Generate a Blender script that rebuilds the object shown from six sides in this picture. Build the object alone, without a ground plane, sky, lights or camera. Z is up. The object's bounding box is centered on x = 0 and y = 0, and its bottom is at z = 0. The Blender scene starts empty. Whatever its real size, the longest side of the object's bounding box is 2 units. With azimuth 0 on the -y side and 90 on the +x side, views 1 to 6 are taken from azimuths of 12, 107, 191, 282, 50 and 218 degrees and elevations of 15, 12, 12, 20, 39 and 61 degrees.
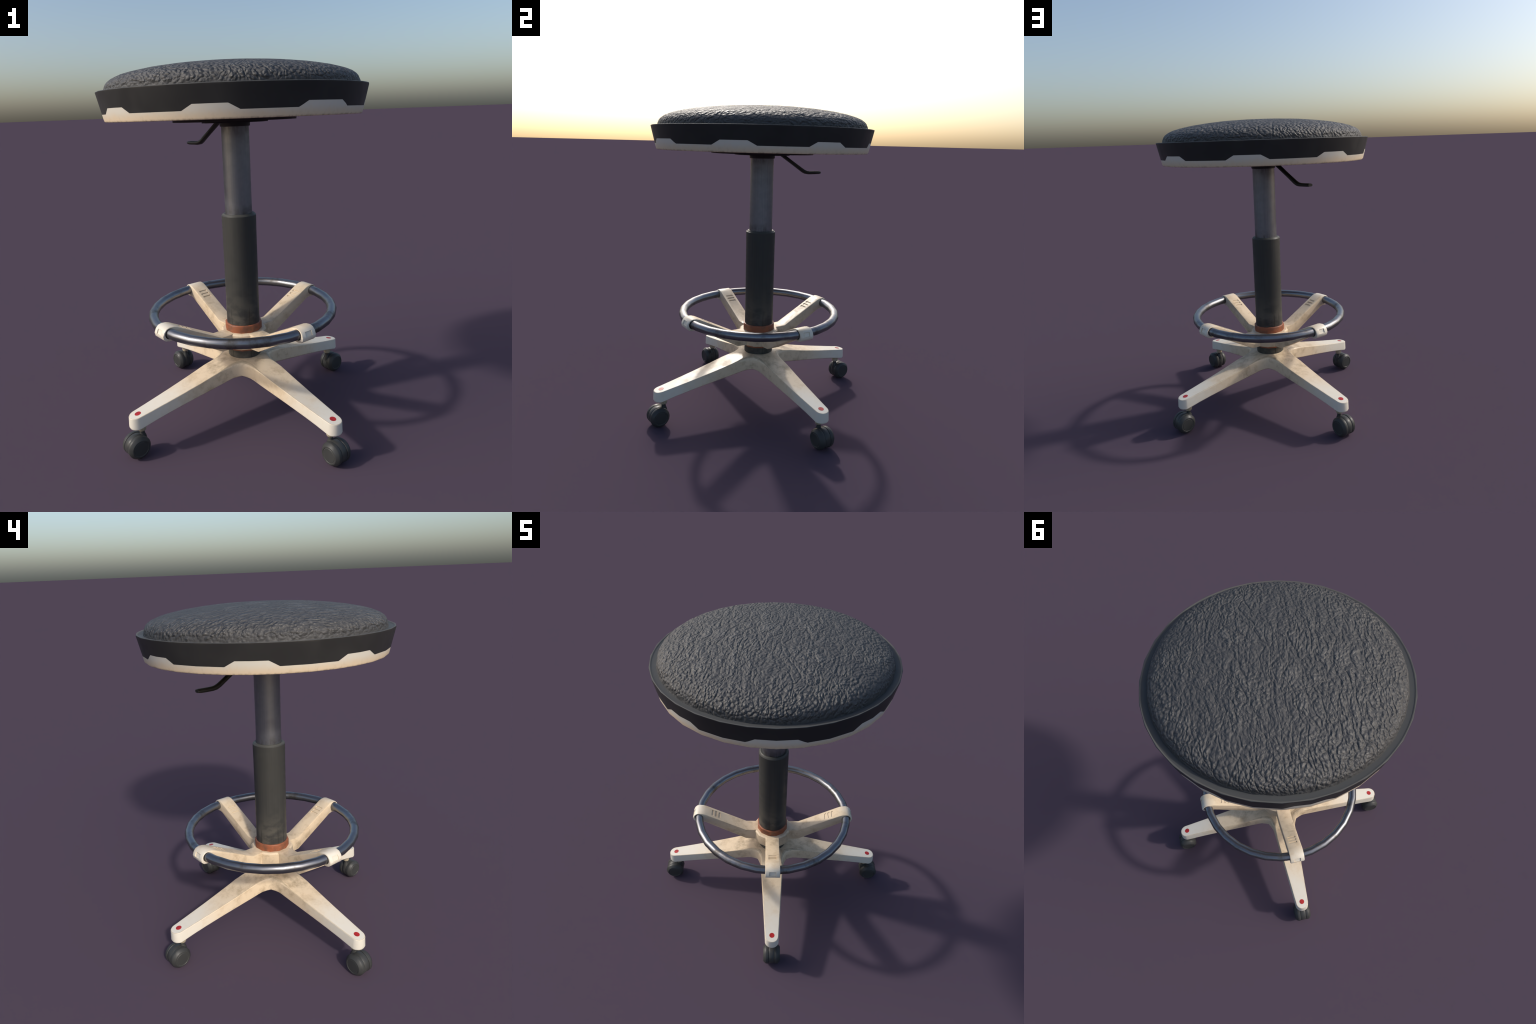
import bpy, bmesh, math, random
from mathutils import Vector, Matrix, noise

random.seed(7)
TAU = math.tau
TURN = math.radians(5.0)            # the whole stool is turned a little
ARM_ANGLES = [math.radians(a) for a in (-40, 50, 140, 230)]
scene = bpy.context.scene


# ----------------------------------------------------------------- helpers
def link(obj, parent=None):
    scene.collection.objects.link(obj)
    if parent is not None:
        obj.parent = parent
    return obj


def mesh_object(name, verts, faces, mat, parent, smooth_angle=35.0):
    me = bpy.data.meshes.new(name)
    me.from_pydata(verts, [], faces)
    me.validate()
    bm = bmesh.new()
    bm.from_mesh(me)
    bmesh.ops.recalc_face_normals(bm, faces=bm.faces)
    bm.to_mesh(me)
    bm.free()
    shade(me, smooth_angle)
    if mat:
        me.materials.append(mat)
    return link(bpy.data.objects.new(name, me), parent)


def shade(me, angle=35.0):
    for p in me.polygons:
        p.use_smooth = True
    me.set_sharp_from_angle(angle=math.radians(angle))


def lathe_data(profile, segs, phase=0.0):
    """revolve (radius, height) points round z; radius 0 makes a pole"""
    verts, faces, rows = [], [], []
    for r, z in profile:
        if r < 1e-6:
            rows.append([len(verts)])
            verts.append((0, 0, z))
        else:
            row = []
            for i in range(segs):
                a = phase + TAU * i / segs
                row.append(len(verts))
                verts.append((r * math.cos(a), r * math.sin(a), z))
            rows.append(row)
    for a, b in zip(rows, rows[1:]):
        for i in range(segs):
            j = (i + 1) % segs
            if len(a) == 1:
                faces.append((a[0], b[i], b[j]))
            elif len(b) == 1:
                faces.append((a[i], a[j], b[0]))
            else:
                faces.append((a[i], a[j], b[j], b[i]))
    return verts, faces


def lathe(name, profile, segs, mat, parent, phase=0.0, angle=35.0):
    v, f = lathe_data(profile, segs, phase)
    return mesh_object(name, v, f, mat, parent, angle)


def ring_data(major, minor, segs, sides, z, phase=0.0):
    verts, faces = [], []
    for i in range(segs):
        a = phase + TAU * i / segs
        for j in range(sides):
            b = TAU * j / sides
            r = major + minor * math.cos(b)
            verts.append((r * math.cos(a), r * math.sin(a), z + minor * math.sin(b)))
    for i in range(segs):
        for j in range(sides):
            i2, j2 = (i + 1) % segs, (j + 1) % sides
            faces.append((i * sides + j, i2 * sides + j, i2 * sides + j2, i * sides + j2))
    return verts, faces


def box_data(sx, sy, sz, mat4):
    v = [mat4 @ Vector((x * sx, y * sy, z * sz)) for x in (-.5, .5) for y in (-.5, .5) for z in (-.5, .5)]
    f = [(0, 1, 3, 2), (4, 6, 7, 5), (0, 4, 5, 1), (2, 3, 7, 6), (0, 2, 6, 4), (1, 5, 7, 3)]
    return v, f


def helper(verts, faces):
    me = bpy.data.meshes.new("helper")
    me.from_pydata([tuple(v) for v in verts], [], faces)
    bm = bmesh.new()
    bm.from_mesh(me)
    bmesh.ops.recalc_face_normals(bm, faces=bm.faces)
    bm.to_mesh(me)
    bm.free()
    return link(bpy.data.objects.new("helper", me))


def baked(obj):
    """mesh of obj with its modifiers applied"""
    dg = bpy.context.evaluated_depsgraph_get()
    return bpy.data.meshes.new_from_object(obj.evaluated_get(dg))


def boolean(obj, other, op):
    m = obj.modifiers.new("cut", "BOOLEAN")
    m.operation, m.solver, m.object = op, "EXACT", other
    me = baked(obj)
    obj.modifiers.clear()
    old = obj.data
    obj.data = me
    bpy.data.meshes.remove(old)
    bpy.data.objects.remove(other)


def bevel(obj, width, segs=2, angle=30):
    m = obj.modifiers.new("round", "BEVEL")
    m.width, m.segments, m.limit_method = width, segs, "ANGLE"
    m.angle_limit = math.radians(angle)
    m.use_clamp_overlap = True
    me = baked(obj)
    obj.modifiers.clear()
    obj.data = me


# --------------------------------------------------------------- materials
class Nodes:
    def __init__(self, name):
        self.mat = bpy.data.materials.new(name)
        self.mat.use_nodes = True
        self.t = self.mat.node_tree
        self.bsdf = self.t.nodes["Principled BSDF"]
        self.obj = self.node("ShaderNodeTexCoord").outputs["Object"]

    def node(self, kind, **props):
        n = self.t.nodes.new(kind)
        for k, v in props.items():
            setattr(n, k, v)
        return n

    def put(self, value, socket):
        if hasattr(value, "is_output"):
            self.t.links.new(value, socket)
        elif isinstance(value, (tuple, list)) and len(value) == 3 and socket.type == "RGBA":
            socket.default_value = (*value, 1)
        else:
            socket.default_value = value

    def math(self, op, a, b=0.0, c=0.0, clamp=False):
        n = self.node("ShaderNodeMath", operation=op, use_clamp=clamp)
        for s, v in zip(n.inputs, (a, b, c)):
            self.put(v, s)
        return n.outputs[0]

    def mapping(self, scale=(1, 1, 1), rot=(0, 0, 0), loc=(0, 0, 0), vec=None):
        n = self.node("ShaderNodeMapping")
        self.put(vec if vec is not None else self.obj, n.inputs["Vector"])
        n.inputs["Scale"].default_value = scale
        n.inputs["Rotation"].default_value = rot
        n.inputs["Location"].default_value = loc
        return n.outputs[0]

    def noise(self, scale, detail=3.0, rough=0.55, vec=None, dist=0.0, out="Fac"):
        n = self.node("ShaderNodeTexNoise")
        self.put(vec if vec is not None else self.obj, n.inputs["Vector"])
        n.inputs["Scale"].default_value = scale
        n.inputs["Detail"].default_value = detail
        n.inputs["Roughness"].default_value = rough
        n.inputs["Distortion"].default_value = dist
        return n.outputs[out]

    def voronoi(self, scale, feature="F1", vec=None, rand=1.0, smooth=0.3):
        n = self.node("ShaderNodeTexVoronoi", feature=feature)
        self.put(vec if vec is not None else self.obj, n.inputs["Vector"])
        n.inputs["Scale"].default_value = scale
        n.inputs["Randomness"].default_value = rand
        if "Smoothness" in n.inputs and feature == "SMOOTH_F1":
            n.inputs["Smoothness"].default_value = smooth
        return n.outputs["Distance"]

    def remap(self, v, a, b, lo=0.0, hi=1.0, smooth=True):
        n = self.node("ShaderNodeMapRange", interpolation_type="SMOOTHSTEP" if smooth else "LINEAR")
        for s, x in zip(n.inputs, (v, a, b, lo, hi)):
            self.put(x, s)
        return n.outputs[0]

    def mix(self, fac, a, b, blend="MIX"):
        n = self.node("ShaderNodeMix", data_type="RGBA", blend_type=blend)
        self.put(fac, n.inputs[0])
        self.put(a, n.inputs[6])
        self.put(b, n.inputs[7])
        return n.outputs[2]

    def xyz(self, vec=None):
        n = self.node("ShaderNodeSeparateXYZ")
        self.put(vec if vec is not None else self.obj, n.inputs[0])
        return n.outputs

    def radius(self):
        x, y, z = self.xyz()
        return self.math("SQRT", self.math("ADD", self.math("MULTIPLY", x, x), self.math("MULTIPLY", y, y)))

    def edge_mask(self, width):
        """bright along rounded-off edges: where a bevelled normal leaves the true one"""
        b = self.node("ShaderNodeBevel", samples=6)
        b.inputs["Radius"].default_value = width
        g = self.node("ShaderNodeNewGeometry")
        d = self.node("ShaderNodeVectorMath", operation="DOT_PRODUCT")
        self.put(b.outputs[0], d.inputs[0])
        self.put(g.outputs["Normal"], d.inputs[1])
        return self.remap(d.outputs["Value"], 0.992, 0.90)

    def bump(self, height, strength, distance, base=None):
        n = self.node("ShaderNodeBump")
        n.inputs["Strength"].default_value = strength
        n.inputs["Distance"].default_value = distance
        self.put(height, n.inputs["Height"])
        if base is not None:
            self.put(base, n.inputs["Normal"])
        return n.outputs[0]

    def finish(self, color, rough=0.5, metallic=0.0, normal=None, spec=0.5):
        self.put(color, self.bsdf.inputs["Base Color"])
        self.put(rough, self.bsdf.inputs["Roughness"])
        self.put(metallic, self.bsdf.inputs["Metallic"])
        self.put(spec, self.bsdf.inputs["Specular IOR Level"])
        if normal is not None:
            self.put(normal, self.bsdf.inputs["Normal"])
        return self.mat


WHITE, CREAM = (0.715, 0.672, 0.575), (0.725, 0.565, 0.375)
TAN, GRIME = (0.57, 0.42, 0.255), (0.19, 0.145, 0.088)


def aged_white(name, clean_from, dirty_to, grime=0.8):
    """white lacquer, yellowed and grimy towards the column, clean outside"""
    n = Nodes(name)
    r = n.radius()
    big = n.noise(5.0, 4, 0.55)
    mid = n.noise(17.0, 6, 0.68)
    fine = n.noise(90.0, 3, 0.6)
    near = n.remap(n.math("ADD", r, n.math("MULTIPLY", n.math("SUBTRACT", big, 0.5), 0.34)), clean_from, dirty_to)
    col = n.mix(n.math("MULTIPLY", near, 0.85), WHITE, CREAM)
    patch = n.remap(mid, 0.45, 0.7)
    col = n.mix(n.math("MULTIPLY", patch, n.math("ADD", n.math("MULTIPLY", near, 0.45), 0.12)), col, TAN)
    dirt = n.remap(n.math("ADD", n.math("MULTIPLY", big, 0.6), n.math("MULTIPLY", mid, 0.55)), 0.52, 0.82)
    close = n.remap(r, clean_from * 0.72, dirty_to * 0.6)
    col = n.mix(n.math("MULTIPLY", n.math("MULTIPLY", dirt, close), grime), col, GRIME)
    edge = n.math("MULTIPLY", n.edge_mask(0.010), n.math("ADD", n.math("MULTIPLY", near, 0.10), 0.30))
    col = n.mix(n.math("MULTIPLY", edge, n.remap(fine, 0.3, 0.6, 0.4, 1.0)), col, TAN)
    b = n.node("ShaderNodeBevel", samples=6)
    b.inputs["Radius"].default_value = 0.0025
    nor = n.bump(mid, 0.10, 0.004, b.outputs[0])
    return n.finish(col, n.remap(mid, 0.3, 0.7, 0.32, 0.52), 0.0, nor, 0.5)


def band_white():
    """white seat band with brown streaks rising from its lower edge"""
    n = Nodes("seat_band_white")
    x, y, z = n.xyz()
    ang = n.math("ARCTAN2", y, x)
    cv = n.node("ShaderNodeCombineXYZ")
    n.put(n.math("MULTIPLY", ang, 22.0), cv.inputs[0])
    n.put(n.math("MULTIPLY", z, 18.0), cv.inputs[1])
    streak = n.noise(1.0, 4, 0.65, cv.outputs[0])
    low = n.remap(n.math("ADD", z, n.math("MULTIPLY", n.math("SUBTRACT", streak, 0.5), 0.045)), 1.776, 1.722)
    col = n.mix(n.math("MULTIPLY", low, 0.9), tuple(c * 0.93 for c in WHITE), tuple(c * 0.93 for c in CREAM))
    col = n.mix(n.math("MULTIPLY", n.remap(streak, 0.5, 0.72), n.math("MULTIPLY", low, 0.75)), col, TAN)
    rim = n.math("MULTIPLY", n.remap(z, 1.732, 1.719), n.remap(n.noise(1.6, 3, 0.6, cv.outputs[0]), 0.42, 0.68))
    col = n.mix(n.math("MULTIPLY", rim, 0.6), col, GRIME)
    return n.finish(col, 0.5)


def dark_plastic(name, base, rough, mottled=0.35, worn=(0.16, 0.155, 0.145), edge=0.25, spec=0.3):
    n = Nodes(name)
    a = n.noise(9.0, 4, 0.6)
    col = n.mix(n.math("MULTIPLY", n.remap(a, 0.35, 0.75), mottled), base, tuple(c * 1.5 for c in base))
    if edge:
        col = n.mix(n.math("MULTIPLY", n.edge_mask(0.003), edge), col, worn)
    return n.finish(col, n.remap(a, 0.3, 0.7, rough - 0.06, rough + 0.08), 0.0, None, spec)


def shell_plastic():
    """black pan, paler grey on the lip and the ledge that faces up"""
    n = Nodes("shell_black")
    a = n.noise(8.0, 4, 0.6)
    g = n.node("ShaderNodeNewGeometry")
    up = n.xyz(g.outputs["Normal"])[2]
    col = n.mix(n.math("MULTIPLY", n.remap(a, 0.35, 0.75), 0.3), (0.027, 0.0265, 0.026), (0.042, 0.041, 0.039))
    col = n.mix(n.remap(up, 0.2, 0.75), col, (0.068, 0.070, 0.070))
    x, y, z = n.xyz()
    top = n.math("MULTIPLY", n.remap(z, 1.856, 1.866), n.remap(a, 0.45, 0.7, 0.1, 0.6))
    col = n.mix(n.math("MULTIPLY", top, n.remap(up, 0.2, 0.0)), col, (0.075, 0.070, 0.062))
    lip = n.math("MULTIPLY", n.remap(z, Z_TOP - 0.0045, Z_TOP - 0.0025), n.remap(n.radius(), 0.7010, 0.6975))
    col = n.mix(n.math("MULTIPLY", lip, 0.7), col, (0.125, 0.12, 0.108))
    return n.finish(col, n.math("ADD", n.remap(a, 0.3, 0.7, 0.40, 0.52), n.remap(up, 0.2, 0.8, 0.0, 0.12)), 0.0, None, 0.22)


def sleeve_plastic():
    """dark sleeve: dust clouds and a few moulding seams near its foot"""
    n = Nodes("sleeve_plastic")
    x, y, z = n.xyz()
    ang = n.math("ARCTAN2", y, x)
    cloud = n.noise(11.0, 4, 0.6, n.mapping((1, 1, 1.6)))
    cv = n.node("ShaderNodeCombineXYZ")
    n.put(n.math("MULTIPLY", ang, 14.0), cv.inputs[0])
    n.put(n.math("MULTIPLY", z, 1.6), cv.inputs[1])
    runs = n.noise(1.0, 3, 0.6, cv.outputs[0])
    low = n.remap(n.math("ADD", z, n.math("MULTIPLY", n.math("SUBTRACT", cloud, 0.5), 0.35)), 0.86, 0.58)
    base = n.mix(n.remap(runs, 0.35, 0.7), (0.040, 0.040, 0.037), (0.047, 0.046, 0.042))
    col = n.mix(n.math("MULTIPLY", n.remap(cloud, 0.38, 0.68), low), base, (0.105, 0.096, 0.078))
    seam = None
    for deg, wid in ((-145, 0.010), (-120, 0.010), (-54, 0.010), (125, 0.014), (149, 0.012), (35, 0.010)):
        d = n.math("ABSOLUTE", n.math("SUBTRACT", ang, math.radians(deg)))
        s = n.remap(d, wid, wid * 3.0, 1.0, 0.0)
        seam = s if seam is None else n.math("MAXIMUM", seam, s)
    foot = n.remap(z, 0.69, 0.63)
    col = n.mix(n.math("MULTIPLY", n.math("MULTIPLY", seam, foot), 0.65), col, (0.012, 0.012, 0.011))
    top = n.remap(z, 1.192, 1.203)
    col = n.mix(n.math("MULTIPLY", top, 0.5), col, (0.10, 0.10, 0.092))
    return n.finish(col, n.remap(cloud, 0.3, 0.7, 0.42, 0.58), 0.0, None, 0.3)


def tube_metal():
    """brushed grey tube, smudged darker at both ends"""
    n = Nodes("tube_metal")
    x, y, z = n.xyz()
    ang = n.math("ARCTAN2", y, x)
    cv = n.node("ShaderNodeCombineXYZ")
    n.put(n.math("MULTIPLY", ang, 9.0), cv.inputs[0])
    n.put(n.math("MULTIPLY", z, 2.0), cv.inputs[1])
    runs = n.noise(1.0, 4, 0.65, cv.outputs[0])
    blot = n.noise(14.0, 4, 0.6)
    col = n.mix(n.remap(runs, 0.3, 0.7), (0.20, 0.207, 0.228), (0.27, 0.275, 0.29))
    ends = n.math("MAXIMUM", n.remap(z, 1.60, 1.69), n.remap(z, 1.30, 1.20))
    col = n.mix(n.math("MULTIPLY", n.math("MULTIPLY", n.math("MAXIMUM", ends, 0.25), n.remap(n.math("MULTIPLY_ADD", blot, 0.5, n.math("MULTIPLY", runs, 0.5)), 0.4, 0.62)), 0.75), col, (0.05, 0.042, 0.038))
    return n.finish(col, n.remap(blot, 0.3, 0.7, 0.32, 0.48), 0.80)


def ring_metal():
    n = Nodes("ring_metal")
    blot = n.noise(9.0, 5, 0.65)
    scr = n.noise(70.0, 3, 0.6)
    col = n.mix(n.remap(blot, 0.5, 0.72), (0.205, 0.21, 0.228), (0.105, 0.097, 0.088))
    rough = n.math("ADD", n.remap(blot, 0.45, 0.72, 0.30, 0.46), n.math("MULTIPLY", n.math("SUBTRACT", scr, 0.5), 0.05))
    return n.finish(col, rough, 0.92)


def rust_red():
    n = Nodes("collar_red")
    a = n.noise(18.0, 4, 0.6)
    b = n.noise(50.0, 3, 0.6)
    col = n.mix(n.remap(a, 0.45, 0.75), (0.29, 0.090, 0.038), (0.15, 0.068, 0.040))
    col = n.mix(n.math("MULTIPLY", n.remap(b, 0.55, 0.75), 0.35), col, (0.45, 0.14, 0.07))
    col = n.mix(n.math("MULTIPLY", n.edge_mask(0.004), 0.5), col, (0.50, 0.15, 0.075))
    return n.finish(col, 0.48)


def leather():
    """black grained leather; long creases run along the 135 degree direction"""
    n = Nodes("grained_leather")

    def warped(vec, scale, amount):
        c = n.noise(scale, 2, 0.5, vec, out="Color")
        w = n.node("ShaderNodeVectorMath", operation="MULTIPLY_ADD")
        n.put(c, w.inputs[0])
        w.inputs[1].default_value = (amount, amount, amount)
        n.put(vec, w.inputs[2])
        return w.outputs[0]

    def billow(scale, detail, vec, sharp=1.0):
        f = n.noise(scale, detail, 0.5, vec)
        return n.math("POWER", n.math("MULTIPLY", n.math("ABSOLUTE", n.math("SUBTRACT", f, 0.5)), 3.2, clamp=True), sharp)

    v = warped(n.obj, 4.5, 0.075)
    v = warped(v, 40.0, 0.006)
    turned = n.mapping((1, 1, 1), (0, 0, math.radians(46)), vec=v)
    long_v = n.mapping((0.34, 1.0, 0.8), vec=turned)
    cell_v = n.mapping((0.82, 1.0, 1.0), vec=turned)
    area = n.noise(4.0, 2, 0.5)
    folds = billow(20.0, 1.0, long_v, 0.6)
    grain = billow(41.0, 1.5, cell_v, 0.75)
    bead = n.math("SUBTRACT", 1.0, n.voronoi(60.0, "SMOOTH_F1", cell_v, 1.0, 0.35))
    cracks = n.remap(n.voronoi(22.0, "DISTANCE_TO_EDGE", long_v), 0.0, 0.13)
    fine = n.noise(150.0, 2, 0.6, cell_v)
    r = n.radius()
    rim = n.remap(r, 0.46, 0.62)
    h = n.math("MULTIPLY", folds, n.math("MULTIPLY", n.remap(area, 0.36, 0.62, 0.55, 1.1), n.remap(rim, 0, 1, 1.0, 0.32)))
    h = n.math("MULTIPLY_ADD", grain, 0.55, h)
    h = n.math("MULTIPLY_ADD", bead, n.remap(rim, 0, 1, 0.85, 1.45), h)
    h = n.math("MULTIPLY_ADD", cracks, n.remap(area, 0.40, 0.62, 0.45, 0.10), h)
    h = n.math("MULTIPLY_ADD", fine, 0.14, h)
    h = n.math("MULTIPLY", h, n.math("MULTIPLY", n.remap(r, 0.652, 0.6655, 1.0, 0.2), n.remap(n.noise(3.2, 2, 0.5), 0.36, 0.58, 0.72, 1.0)))
    nor = n.bump(h, 1.0, 0.0102)
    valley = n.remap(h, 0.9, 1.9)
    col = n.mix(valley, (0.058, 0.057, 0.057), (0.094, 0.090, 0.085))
    return n.finish(col, n.remap(valley, 0.0, 1.0, 0.62, 0.52), 0.0, nor, 0.45)


def plain(name, color, rough, metallic=0.0):
    n = Nodes(name)
    a = n.noise(30.0, 3, 0.6)
    return n.finish(n.mix(n.remap(a, 0.4, 0.7), color, tuple(c * 0.72 for c in color)), rough, metallic)


Z_TOP = 1.8672
M_BASE = aged_white("base_white", 0.70, 0.32, 0.70)
M_EDGE = plain("worn_edge", (0.56, 0.45, 0.31), 0.45)
M_BRACKET = aged_white("bracket_white", 0.62, 0.43, 0.50)
M_BAND = band_white()
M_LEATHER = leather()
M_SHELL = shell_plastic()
M_SLEEVE = sleeve_plastic()
M_TUBE = tube_metal()
M_RING = ring_metal()
M_RED = rust_red()
M_WHEEL = dark_plastic("wheel_rubber", (0.040, 0.041, 0.040), 0.42, 0.3, (0.12, 0.12, 0.11), 0.25)
M_HOOD = dark_plastic("hood_plastic", (0.042, 0.043, 0.042), 0.40, 0.3, (0.15, 0.14, 0.12), 0.3)
M_CAP = plain("cap_red", (0.43, 0.018, 0.018), 0.42)
M_LEVER = dark_plastic("lever_paint", (0.022, 0.021, 0.016), 0.45, 0.3, (0.10, 0.095, 0.06), 0.3)
M_PLATE = plain("plate_steel", (0.020, 0.018, 0.018), 0.5)
M_SOCKET = plain("socket_cream", (0.44, 0.38, 0.27), 0.45)

# ------------------------------------------------------------------- stool
stool = link(bpy.data.objects.new("drafting_stool", None))
stool["label"] = "tall drafting stool, black leather seat, white four-leg base, casters"
stool["category"] = "stool"

# ---- seat: 32-sided flared pan, white lower band with raised teeth
SEGS = 32
R_TOP, Z_TOP, R_BOT, Z_BOT, Z_BEND, R_BEND = 0.7055, 1.8672, 0.6705, 1.7200, 1.7290, 0.6735
Z_LOW, Z_HIGH = 1.7578, 1.7849


def pan_radius(z):
    if z < Z_BEND:
        return R_BOT + (R_BEND - R_BOT) * (z - Z_BOT) / (Z_BEND - Z_BOT)
    return R_BEND + (R_TOP - R_BEND) * (z - Z_BEND) / (Z_TOP - Z_BEND)


STEP = TAU / SEGS


def on_polygon(angle, r):
    """point on the 32-sided outline whose corners have radius r"""
    k = math.floor((angle - TURN) / STEP)
    a0, a1 = TURN + k * STEP, TURN + (k + 1) * STEP
    p0, p1 = Vector((math.cos(a0), math.sin(a0))) * r, Vector((math.cos(a1), math.sin(a1))) * r
    d = Vector((math.cos(angle), math.sin(angle)))
    e = p1 - p0
    t = (p0.x * e.y - p0.y * e.x) / (d.x * e.y - d.y * e.x)
    return d * t


teeth = []
for k in range(8):
    c = TURN + k * TAU / 8
    wide = abs(math.degrees(c) % 360 - 320) < 1
    top, base = (8.7, 12.8) if wide else (6.4, 10.6)
    teeth.append((c, math.radians(top), math.radians(base)))


def band_height(angle):
    for c, top, base in teeth:
        d = abs((angle - c + math.pi) % TAU - math.pi)
        if d <= top:
            return Z_HIGH
        if d < base:
            return Z_HIGH + (Z_LOW - Z_HIGH) * (d - top) / (base - top)
    return Z_LOW


angles = {round((TURN + i * STEP) % TAU, 6) for i in range(SEGS)}
for c, top, base in teeth:
    for d in (-base, -top, top, base):
        angles.add(round((c + d) % TAU, 6))
angles |= {round((TURN + (i + 0.5 * h) * STEP) % TAU, 6) for i in range(SEGS) for h in (0.5, 1.0, 1.5)}
angles = sorted(angles)


def pan_mesh(name, rows, mat, parent):
    """rows: functions angle -> (radius, z, normal tilt); smooth round, creased between rows flagged None"""
    verts, faces, normals = [], [], []
    n = len(angles)
    loops = []
    for row_a, row_b in rows:
        start = len(verts)
        for fn in (row_a, row_b):
            for a in angles:
                r, z, nr, nz = fn(a)
                p = on_polygon(a, r) if nr > 0.3 or nz < 0 else Vector((math.cos(a), math.sin(a))) * r
                verts.append((p.x, p.y, z))
                loops.append(Vector((math.cos(a) * nr, math.sin(a) * nr, nz)).normalized())
        for i in range(n):
            j = (i + 1) % n
            faces.append((start + i, start + j, start + n + j, start + n + i))
    me = bpy.data.meshes.new(name)
    me.from_pydata(verts, [], faces)
    for p in me.polygons:
        p.use_smooth = True
    me.normals_split_custom_set_from_vertices([tuple(v) for v in loops])
    me.materials.append(mat)
    return link(bpy.data.objects.new(name, me), parent)


NZ = -(R_TOP - R_BEND) / (Z_TOP - Z_BEND)
FLAT = (0.0, 1.0)
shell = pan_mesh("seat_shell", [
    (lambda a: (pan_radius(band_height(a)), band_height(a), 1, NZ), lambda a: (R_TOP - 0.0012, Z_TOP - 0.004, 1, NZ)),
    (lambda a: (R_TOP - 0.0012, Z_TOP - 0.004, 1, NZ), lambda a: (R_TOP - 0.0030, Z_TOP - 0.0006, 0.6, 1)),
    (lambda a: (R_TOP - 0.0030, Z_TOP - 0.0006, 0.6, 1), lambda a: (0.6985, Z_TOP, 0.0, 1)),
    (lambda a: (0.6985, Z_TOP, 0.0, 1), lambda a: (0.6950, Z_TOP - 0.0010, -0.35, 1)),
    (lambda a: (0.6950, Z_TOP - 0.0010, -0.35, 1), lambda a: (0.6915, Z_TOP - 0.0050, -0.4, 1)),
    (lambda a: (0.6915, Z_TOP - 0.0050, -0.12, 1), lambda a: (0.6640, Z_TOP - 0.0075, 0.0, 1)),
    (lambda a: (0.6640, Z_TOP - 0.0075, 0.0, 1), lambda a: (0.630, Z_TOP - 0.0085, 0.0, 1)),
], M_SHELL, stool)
band = pan_mesh("seat_band", [
    (lambda a: (0.05, Z_BOT - 0.0005, 0, -1), lambda a: (R_BOT - 0.004, Z_BOT, 0, -1)),
    (lambda a: (R_BOT - 0.004, Z_BOT, 0.4, -1), lambda a: (R_BOT, Z_BOT + 0.003, 1, -0.45)),
    (lambda a: (R_BOT, Z_BOT + 0.003, 1, -0.45), lambda a: (R_BEND, Z_BEND, 1, NZ)),
    (lambda a: (R_BEND, Z_BEND, 1, NZ), lambda a: (pan_radius(band_height(a)), band_height(a), 1, NZ)),
], M_BAND, stool)

# ---- cushion: low dome, 32 facets round, gently faceted outline
CROWN = [(0.664, 1.846), (0.6645, 1.868), (0.6615, 1.882), (0.6525, 1.9015), (0.6420, 1.9130), (0.6220, 1.9270),
         (0.5900, 1.9405), (0.5450, 1.9530), (0.4700, 1.9680), (0.3800, 1.9805), (0.2800, 1.9905),
         (0.1800, 1.9960), (0.0900, 1.9990), (0.0, 2.0)]
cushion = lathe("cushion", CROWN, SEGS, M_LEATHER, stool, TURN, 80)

# ---- seat plates and lever under the seat
lathe("mounting_plate", [(0, 1.7195), (0.330, 1.7195), (0.330, 1.7050), (0, 1.7050)], 32, M_PLATE, stool, TURN)
lathe("swivel_box", [(0, 1.7045), (0.176, 1.7045), (0.179, 1.7025), (0.179, 1.6965), (0, 1.6965)], 16, M_PLATE, stool, TURN)
lathe("tube_collar", [(0.05, 1.697), (0.082, 1.697), (0.082, 1.679), (0.0795, 1.676), (0.05, 1.676)], 24, M_PLATE, stool, TURN)

lever_axis = ARM_ANGLES[2]
lever_path = [(0.10, 1.7290, 0.015, 0.0105), (0.150, 1.7010, 0.015, 0.0105), (0.250, 1.6410, 0.014, 0.0103),
              (0.330, 1.5930, 0.0150, 0.0115), (0.352, 1.5835, 0.0170, 0.0112), (0.378, 1.5800, 0.0195, 0.0110),
              (0.425, 1.5802, 0.0215, 0.0108), (0.456, 1.5808, 0.0210, 0.0104), (0.472, 1.5812, 0.0165, 0.0085)]
lv, lf = [], []
for i, (r, z, hw, hh) in enumerate(lever_path):
    a, b = lever_path[max(i - 1, 0)], lever_path[min(i + 1, len(lever_path) - 1)]
    t = Vector((b[0] - a[0], 0, b[1] - a[1])).normalized()
    up = Vector((-t.z, 0, t.x))
    for k in range(10):
        q = TAU * (k + 0.5) / 10
        cx, cy = math.cos(q), math.sin(q)
        cx = math.copysign(abs(cx) ** 0.6, cx)
        cy = math.copysign(abs(cy) ** 0.6, cy)
        p = Vector((r, 0, z)) + Vector((0, 1, 0)) * cx * hw + up * cy * hh
        lv.append(Matrix.Rotation(lever_axis, 3, 'Z') @ p)
for i in range(len(lever_path) - 1):
    for k in range(10):
        k2 = (k + 1) % 10
        lf.append((i * 10 + k, i * 10 + k2, i * 10 + 10 + k2, i * 10 + 10 + k))
lf.append(tuple(range(9, -1, -1)))
lf.append(tuple(range(len(lv) - 10, len(lv))))
mesh_object("height_lever", [tuple(v) for v in lv], lf, M_LEVER, stool, 50)

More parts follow.
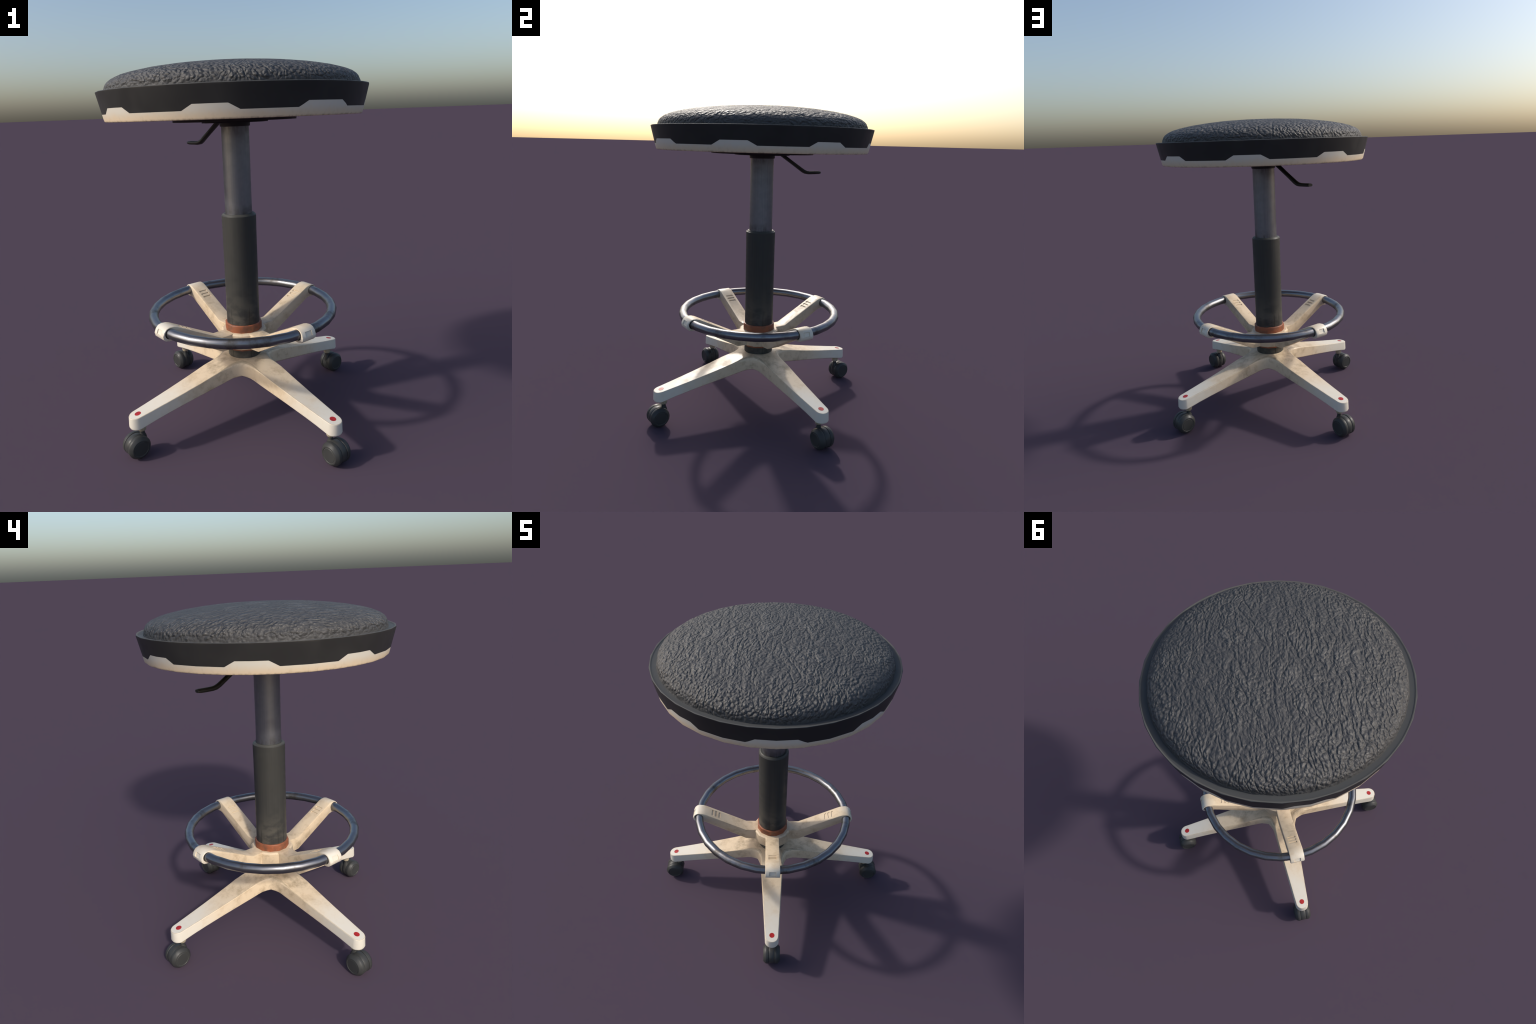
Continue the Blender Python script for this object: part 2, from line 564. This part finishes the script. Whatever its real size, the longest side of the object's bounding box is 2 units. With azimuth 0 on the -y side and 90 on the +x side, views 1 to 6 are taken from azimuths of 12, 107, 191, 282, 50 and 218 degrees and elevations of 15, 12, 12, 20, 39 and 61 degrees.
# ---- column
lathe("column_tube", [(0.0755, 1.150), (0.0755, 1.215), (0.0750, 1.30), (0.0752, 1.60), (0.0752, 1.690)], 32, M_TUBE, stool, TURN)
lathe("column_sleeve", [(0.070, 1.200), (0.0765, 1.206), (0.0845, 1.2065), (0.0895, 1.203), (0.0915, 1.1995), (0.0945, 1.1985),
                        (0.0965, 1.1955), (0.0968, 1.190), (0.0958, 1.10), (0.0952, 0.70), (0.0957, 0.60), (0.0960, 0.365),
                        (0.0960, 0.330), (0.060, 0.330)], 32, M_SLEEVE, stool, TURN, 28)
lathe("column_collar", [(0.0800, 0.5668), (0.1035, 0.5672), (0.1062, 0.5655), (0.1075, 0.5620),
                        (0.1075, 0.505), (0.1010, 0.470), (0.1015, 0.4120), (0.0955, 0.4110)], 12, M_RED, stool,
      math.radians(-40 + 15), 40)

# ---- footrest: one cast bracket (hub and four spokes) that carries a steel ring
HALF = 0.0472
Z_RING, R_RING, R_STEEL = 0.6430, 0.5150, 0.0275
SPOKE = [(0.090, 0.5235), (0.188, 0.5240), (0.4680, 0.6690), (0.4880, 0.6755), (0.5130, 0.6780), (0.5330, 0.6725),
         (0.5480, 0.6570), (0.5565, 0.6360), (0.5530, 0.6180), (0.5400, 0.6060), (0.5200, 0.6015), (0.4950, 0.6030),
         (0.4720, 0.5985), (0.188, 0.4385), (0.090, 0.4310)]


def spoke(angle):
    v = [(r, s * HALF, z) for s in (-1, 1) for r, z in SPOKE]
    n = len(SPOKE)
    f = [tuple(range(n)), tuple(range(2 * n - 1, n - 1, -1))]
    f += [(i, n + i, n + (i + 1) % n, (i + 1) % n) for i in range(n)]
    o = helper(v, f)
    bevel(o, 0.0045, 2, 50)
    # three slots across the top, a notch in the outer face
    slope = math.atan2(0.6690 - 0.5240, 0.4680 - 0.188)
    for r in (0.3745, 0.3975, 0.4205):
        z = 0.5240 + (r - 0.188) * math.tan(slope)
        m = Matrix.Translation((r, 0, z)) @ Matrix.Rotation(-slope, 4, 'Y')
        bv, bf = box_data(0.0140, 0.052, 0.0066, m)
        boolean(o, helper(bv, bf), "DIFFERENCE")
    bv, bf = box_data(0.014, 0.043, 0.027, Matrix.Translation((0.5535, 0, 0.6495)) @ Matrix.Rotation(math.radians(-22), 4, "Y"))
    boolean(o, helper(bv, bf), "DIFFERENCE")
    # bore for the ring
    cv, cf = [], []
    for y in (-0.08, 0.08):
        for k in range(20):
            a = TAU * k / 20
            cv.append((R_RING - 0.001 + 0.0290 * math.cos(a), y, Z_RING + 0.0290 * math.sin(a)))
    cf = [tuple(range(20)), tuple(range(39, 19, -1))] + [(k, 20 + k, 20 + (k + 1) % 20, (k + 1) % 20) for k in range(20)]
    boolean(o, helper(cv, cf), "DIFFERENCE")
    o.data.transform(Matrix.Rotation(angle, 4, 'Z'))
    return o


hv, hf = lathe_data([(0, 0.5237), (0.124, 0.5237), (0.1335, 0.5150), (0.1335, 0.4380), (0.1290, 0.4312), (0, 0.4312)], 12,
                    math.radians(-40 + 15))
bracket = helper(hv, hf)
for a in ARM_ANGLES:
    boolean(bracket, spoke(a), "UNION")
bracket.name = bracket.data.name = "footrest_bracket"
bracket.parent = stool
bracket.data.materials.clear()
bracket.data.materials.append(M_BRACKET)
for p in bracket.data.polygons:
    p.material_index = 0
shade(bracket.data, 34)

v, f = ring_data(R_RING, R_STEEL, SEGS, 14, Z_RING, TURN)
mesh_object("footrest_ring", v, f, M_RING, stool, 80)

# ---- four-legged base, one casting
TIP, R_CAP = 0.7640, 0.7165


def leg_half(r):
    return 0.0428 + (0.722 - r) * 0.0625


def leg_top(r):
    pts = [(0.0, 0.372), (0.10, 0.368), (0.17, 0.353), (0.25, 0.3345), (0.34, 0.3130), (0.50, 0.2790), (0.67, 0.2465), (0.722, 0.2372), (0.80, 0.2250)]
    return interp(pts, r)


def leg_bottom(r):
    pts = [(0.0, 0.290), (0.15, 0.2710), (0.20, 0.2600), (0.27, 0.2490), (0.45, 0.2205), (0.62, 0.1900), (0.70, 0.1715), (0.73, 0.1630), (0.80, 0.1560)]
    return interp(pts, r)


def interp(pts, x):
    for (x0, y0), (x1, y1) in zip(pts, pts[1:]):
        if x <= x1:
            return y0 + (y1 - y0) * (x - x0) / (x1 - x0)
    return pts[-1][1]


def smooth_fn(fn, x, w=0.03):
    return (fn(x - w) + 2 * fn(x) + fn(x + w)) / 4


half_outline = []                     # crotch (45 degrees from the leg) to tip, as (along, across)
crotch = 0.147 / math.sqrt(2)
half_outline += [(crotch, crotch), (0.127, 0.0915), (0.152, 0.0815), (0.180, 0.0772)]
for r in (0.21, 0.25, 0.30, 0.36, 0.43, 0.50, 0.57, 0.64, 0.70):
    half_outline.append((r, leg_half(r)))
w0, c0 = leg_half(0.715), 0.718
for k in range(1, 8):
    q = math.radians(90 - k * 90 / 8)
    half_outline.append((c0 + (TIP - c0) * math.cos(q), w0 * math.sin(q) ** 0.92))
half_outline.append((TIP, 0.0))
sector = [(x, -y) for x, y in half_outline] + [(x, y) for x, y in half_outline[-2:0:-1]]
outline = []
for a in ARM_ANGLES:
    for x, y in sector:
        outline.append((Vector((x * math.cos(a) - y * math.sin(a), x * math.sin(a) + y * math.cos(a), 0)), x, abs(y)))
N = len(outline)
bv_, bf_ = [], []
rings = []
for kind in range(6):
    row = []
    for i, (p, x, y) in enumerate(outline):
        t = (outline[(i + 1) % N][0] - outline[i - 1][0]).normalized()
        out = Vector((t.y, -t.x, 0))
        near = max(0.0, min(1.0, (0.24 - x) / 0.13))
        b = 0.0034 + 0.022 * near
        zt, zb = smooth_fn(leg_top, x), smooth_fn(leg_bottom, x)
        tip = max(0.0, min(1.0, (x - 0.735) / 0.03))
        inset, z = [(0.004 + 0.008 * tip, zb), (0.0005 + 0.0015 * tip, zb + 0.003 + 0.003 * tip), (-0.0022, zb + 0.008 + 0.008 * tip),
                    (0.0, zt - b), (b * 0.32, zt - b * 0.32), (b, zt)][kind]
        q = p - out * inset
        row.append(len(bv_))
        bv_.append((q.x, q.y, z))
    rings.append(row)
for a, b in zip(rings, rings[1:]):
    for i in range(N):
        j = (i + 1) % N
        bf_.append((a[i], a[j], b[j], b[i]))
S = len(sector)
H = len(half_outline)
for row, flip in ((rings[0], True), (rings[-1], False)):
    corners = []
    for leg in range(4):
        s = leg * S
        idx = lambda k: row[(s + k) % N]
        for k in range(H - 2):
            lo, lo2, hi, hi2 = idx(k), idx(k + 1), idx(2 * H - 2 - k), idx(2 * H - 3 - k)
            bf_.append((lo, lo2, hi2, hi))
        bf_.append((idx(H - 2), idx(H - 1), idx(H)))
        corners.append(idx(0))
    bf_.append(tuple(corners))
base = mesh_object("leg_base", bv_, bf_, M_BASE, stool, 60)
base.data.materials.append(M_EDGE)
for p in base.data.polygons:           # the narrow rounded strips along the rims are worn to tan
    ring_of = {v // N for v in p.vertices}
    if ring_of == {4, 5} or ring_of == {0, 1}:
        p.material_index = 1
wn = base.modifiers.new("weighted", "WEIGHTED_NORMAL")
wn.weight, wn.keep_sharp = 90, True

# ---- red caps on the legs, casters below them
cap_slope = math.atan2(leg_top(0.73) - leg_top(0.68), 0.05)
cv_, cf_ = lathe_data([(0.0168, -0.003), (0.0168, 0.0006), (0.0, 0.0006)], 24)
cap_mesh = mesh_object("leg_cap", cv_, cf_, M_CAP, stool, 40)
caps = [cap_mesh]

WHEEL_R, WHEEL_X, WHEEL_Z = 0.0628, 0.7395, 0.0626


def lateral_lathe(profile, segs):
    """revolve (radius, sideways offset) about the wheel axle (local y)"""
    v, f = lathe_data(profile, segs)
    return [(x, z, y) for x, y, z in v], f


tread = [(0.0, 0.0198), (0.052, 0.0198), (0.0608, 0.0200), (0.0624, 0.0216), (0.0628, 0.0245), (0.0628, 0.0370), (0.0612, 0.0402),
         (0.0500, 0.0530), (0.0475, 0.0548), (0.0415, 0.0554), (0.0398, 0.0535), (0.0382, 0.0532), (0.0366, 0.0546), (0.0, 0.0548)]
wv_, wf_ = lateral_lathe(tread, 36)
wheel_right = mesh_object("wheel", wv_, wf_, M_WHEEL, None, 30)
wl_v = [(x, -y, z) for x, y, z in wv_]
wheel_left = mesh_object("wheel", wl_v, wf_, M_WHEEL, None, 30)

# hood: an arc between the wheels, open low on the outer side, with the pivot stem rising from its inner end
hood_v, hood_f = [], []
arc = [math.radians(-32 + i * (225 + 32) / 30) for i in range(31)]
HW = 0.0185
for q in arc:
    for rr, yy in ((0.030, -HW), (0.0600, -HW), (0.0612, -HW + 0.0015), (0.0612, HW - 0.0015), (0.0600, HW), (0.030, HW)):
        hood_v.append((rr * math.cos(q), yy, rr * math.sin(q)))
for i in range(len(arc) - 1):
    for k in range(6):
        k2 = (k + 1) % 6
        hood_f.append((i * 6 + k, i * 6 + k2, i * 6 + 6 + k2, i * 6 + 6 + k))
hood_f.append(tuple(range(6)))
hood_f.append(tuple(range(len(hood_v) - 1, len(hood_v) - 7, -1)))
# axle
av, af = lateral_lathe([(0.0, -0.022), (0.034, -0.022), (0.034, 0.022), (0.0, 0.022)], 16)
off = len(hood_v)
hood_v += av
hood_f += [tuple(i + off for i in fc) for fc in af]
# stem: flares down into the hood
STEM_X = 0.7010 - WHEEL_X
sv, sf = lathe_data([(0.0, 0.083), (0.0128, 0.083), (0.0128, 0.070), (0.0132, 0.060), (0.0150, 0.053), (0.0190, 0.044), (0.0215, 0.030), (0.0215, 0.0), (0.0, 0.0)], 18)
off = len(hood_v)
for x, y, z in sv:
    k = max(0.0, (0.052 - z) / 0.052)
    yy = max(-HW + 0.001, min(HW - 0.001, y)) if z < 0.045 else y
    hood_v.append((x * (1 + 0.25 * k) + STEM_X + 0.004 * k, yy, z))
hood_f += [tuple(i + off for i in fc) for fc in sf]
hood = mesh_object("caster", hood_v, hood_f, M_HOOD, stool, 40)

sk_v, sk_f = lathe_data([(0.0, 0.056), (0.0232, 0.056), (0.0232, 0.0200), (0.0220, 0.0125), (0.0190, 0.0080), (0.0, 0.0080)], 20)
socket = mesh_object("caster_socket", sk_v, sk_f, M_SOCKET, stool, 35)

for k, a in enumerate(ARM_ANGLES):
    turn = Matrix.Rotation(a, 4, 'Z')
    cap = cap_mesh if k == 0 else link(cap_mesh.copy(), stool)
    cap.matrix_local = turn @ Matrix.Translation((R_CAP, 0, smooth_fn(leg_top, R_CAP))) @ Matrix.Rotation(-cap_slope, 4, 'Y')
    c = hood if k == 0 else link(hood.copy(), stool)
    c.matrix_local = turn @ Matrix.Translation((WHEEL_X, 0, WHEEL_Z))
    so = socket if k == 0 else link(socket.copy(), stool)
    so.matrix_local = turn @ Matrix.Translation((0.7010, 0, 0.1290))
    for w in (wheel_right, wheel_left):
        wo = w if k == 0 else link(w.copy())
        wo.parent = c
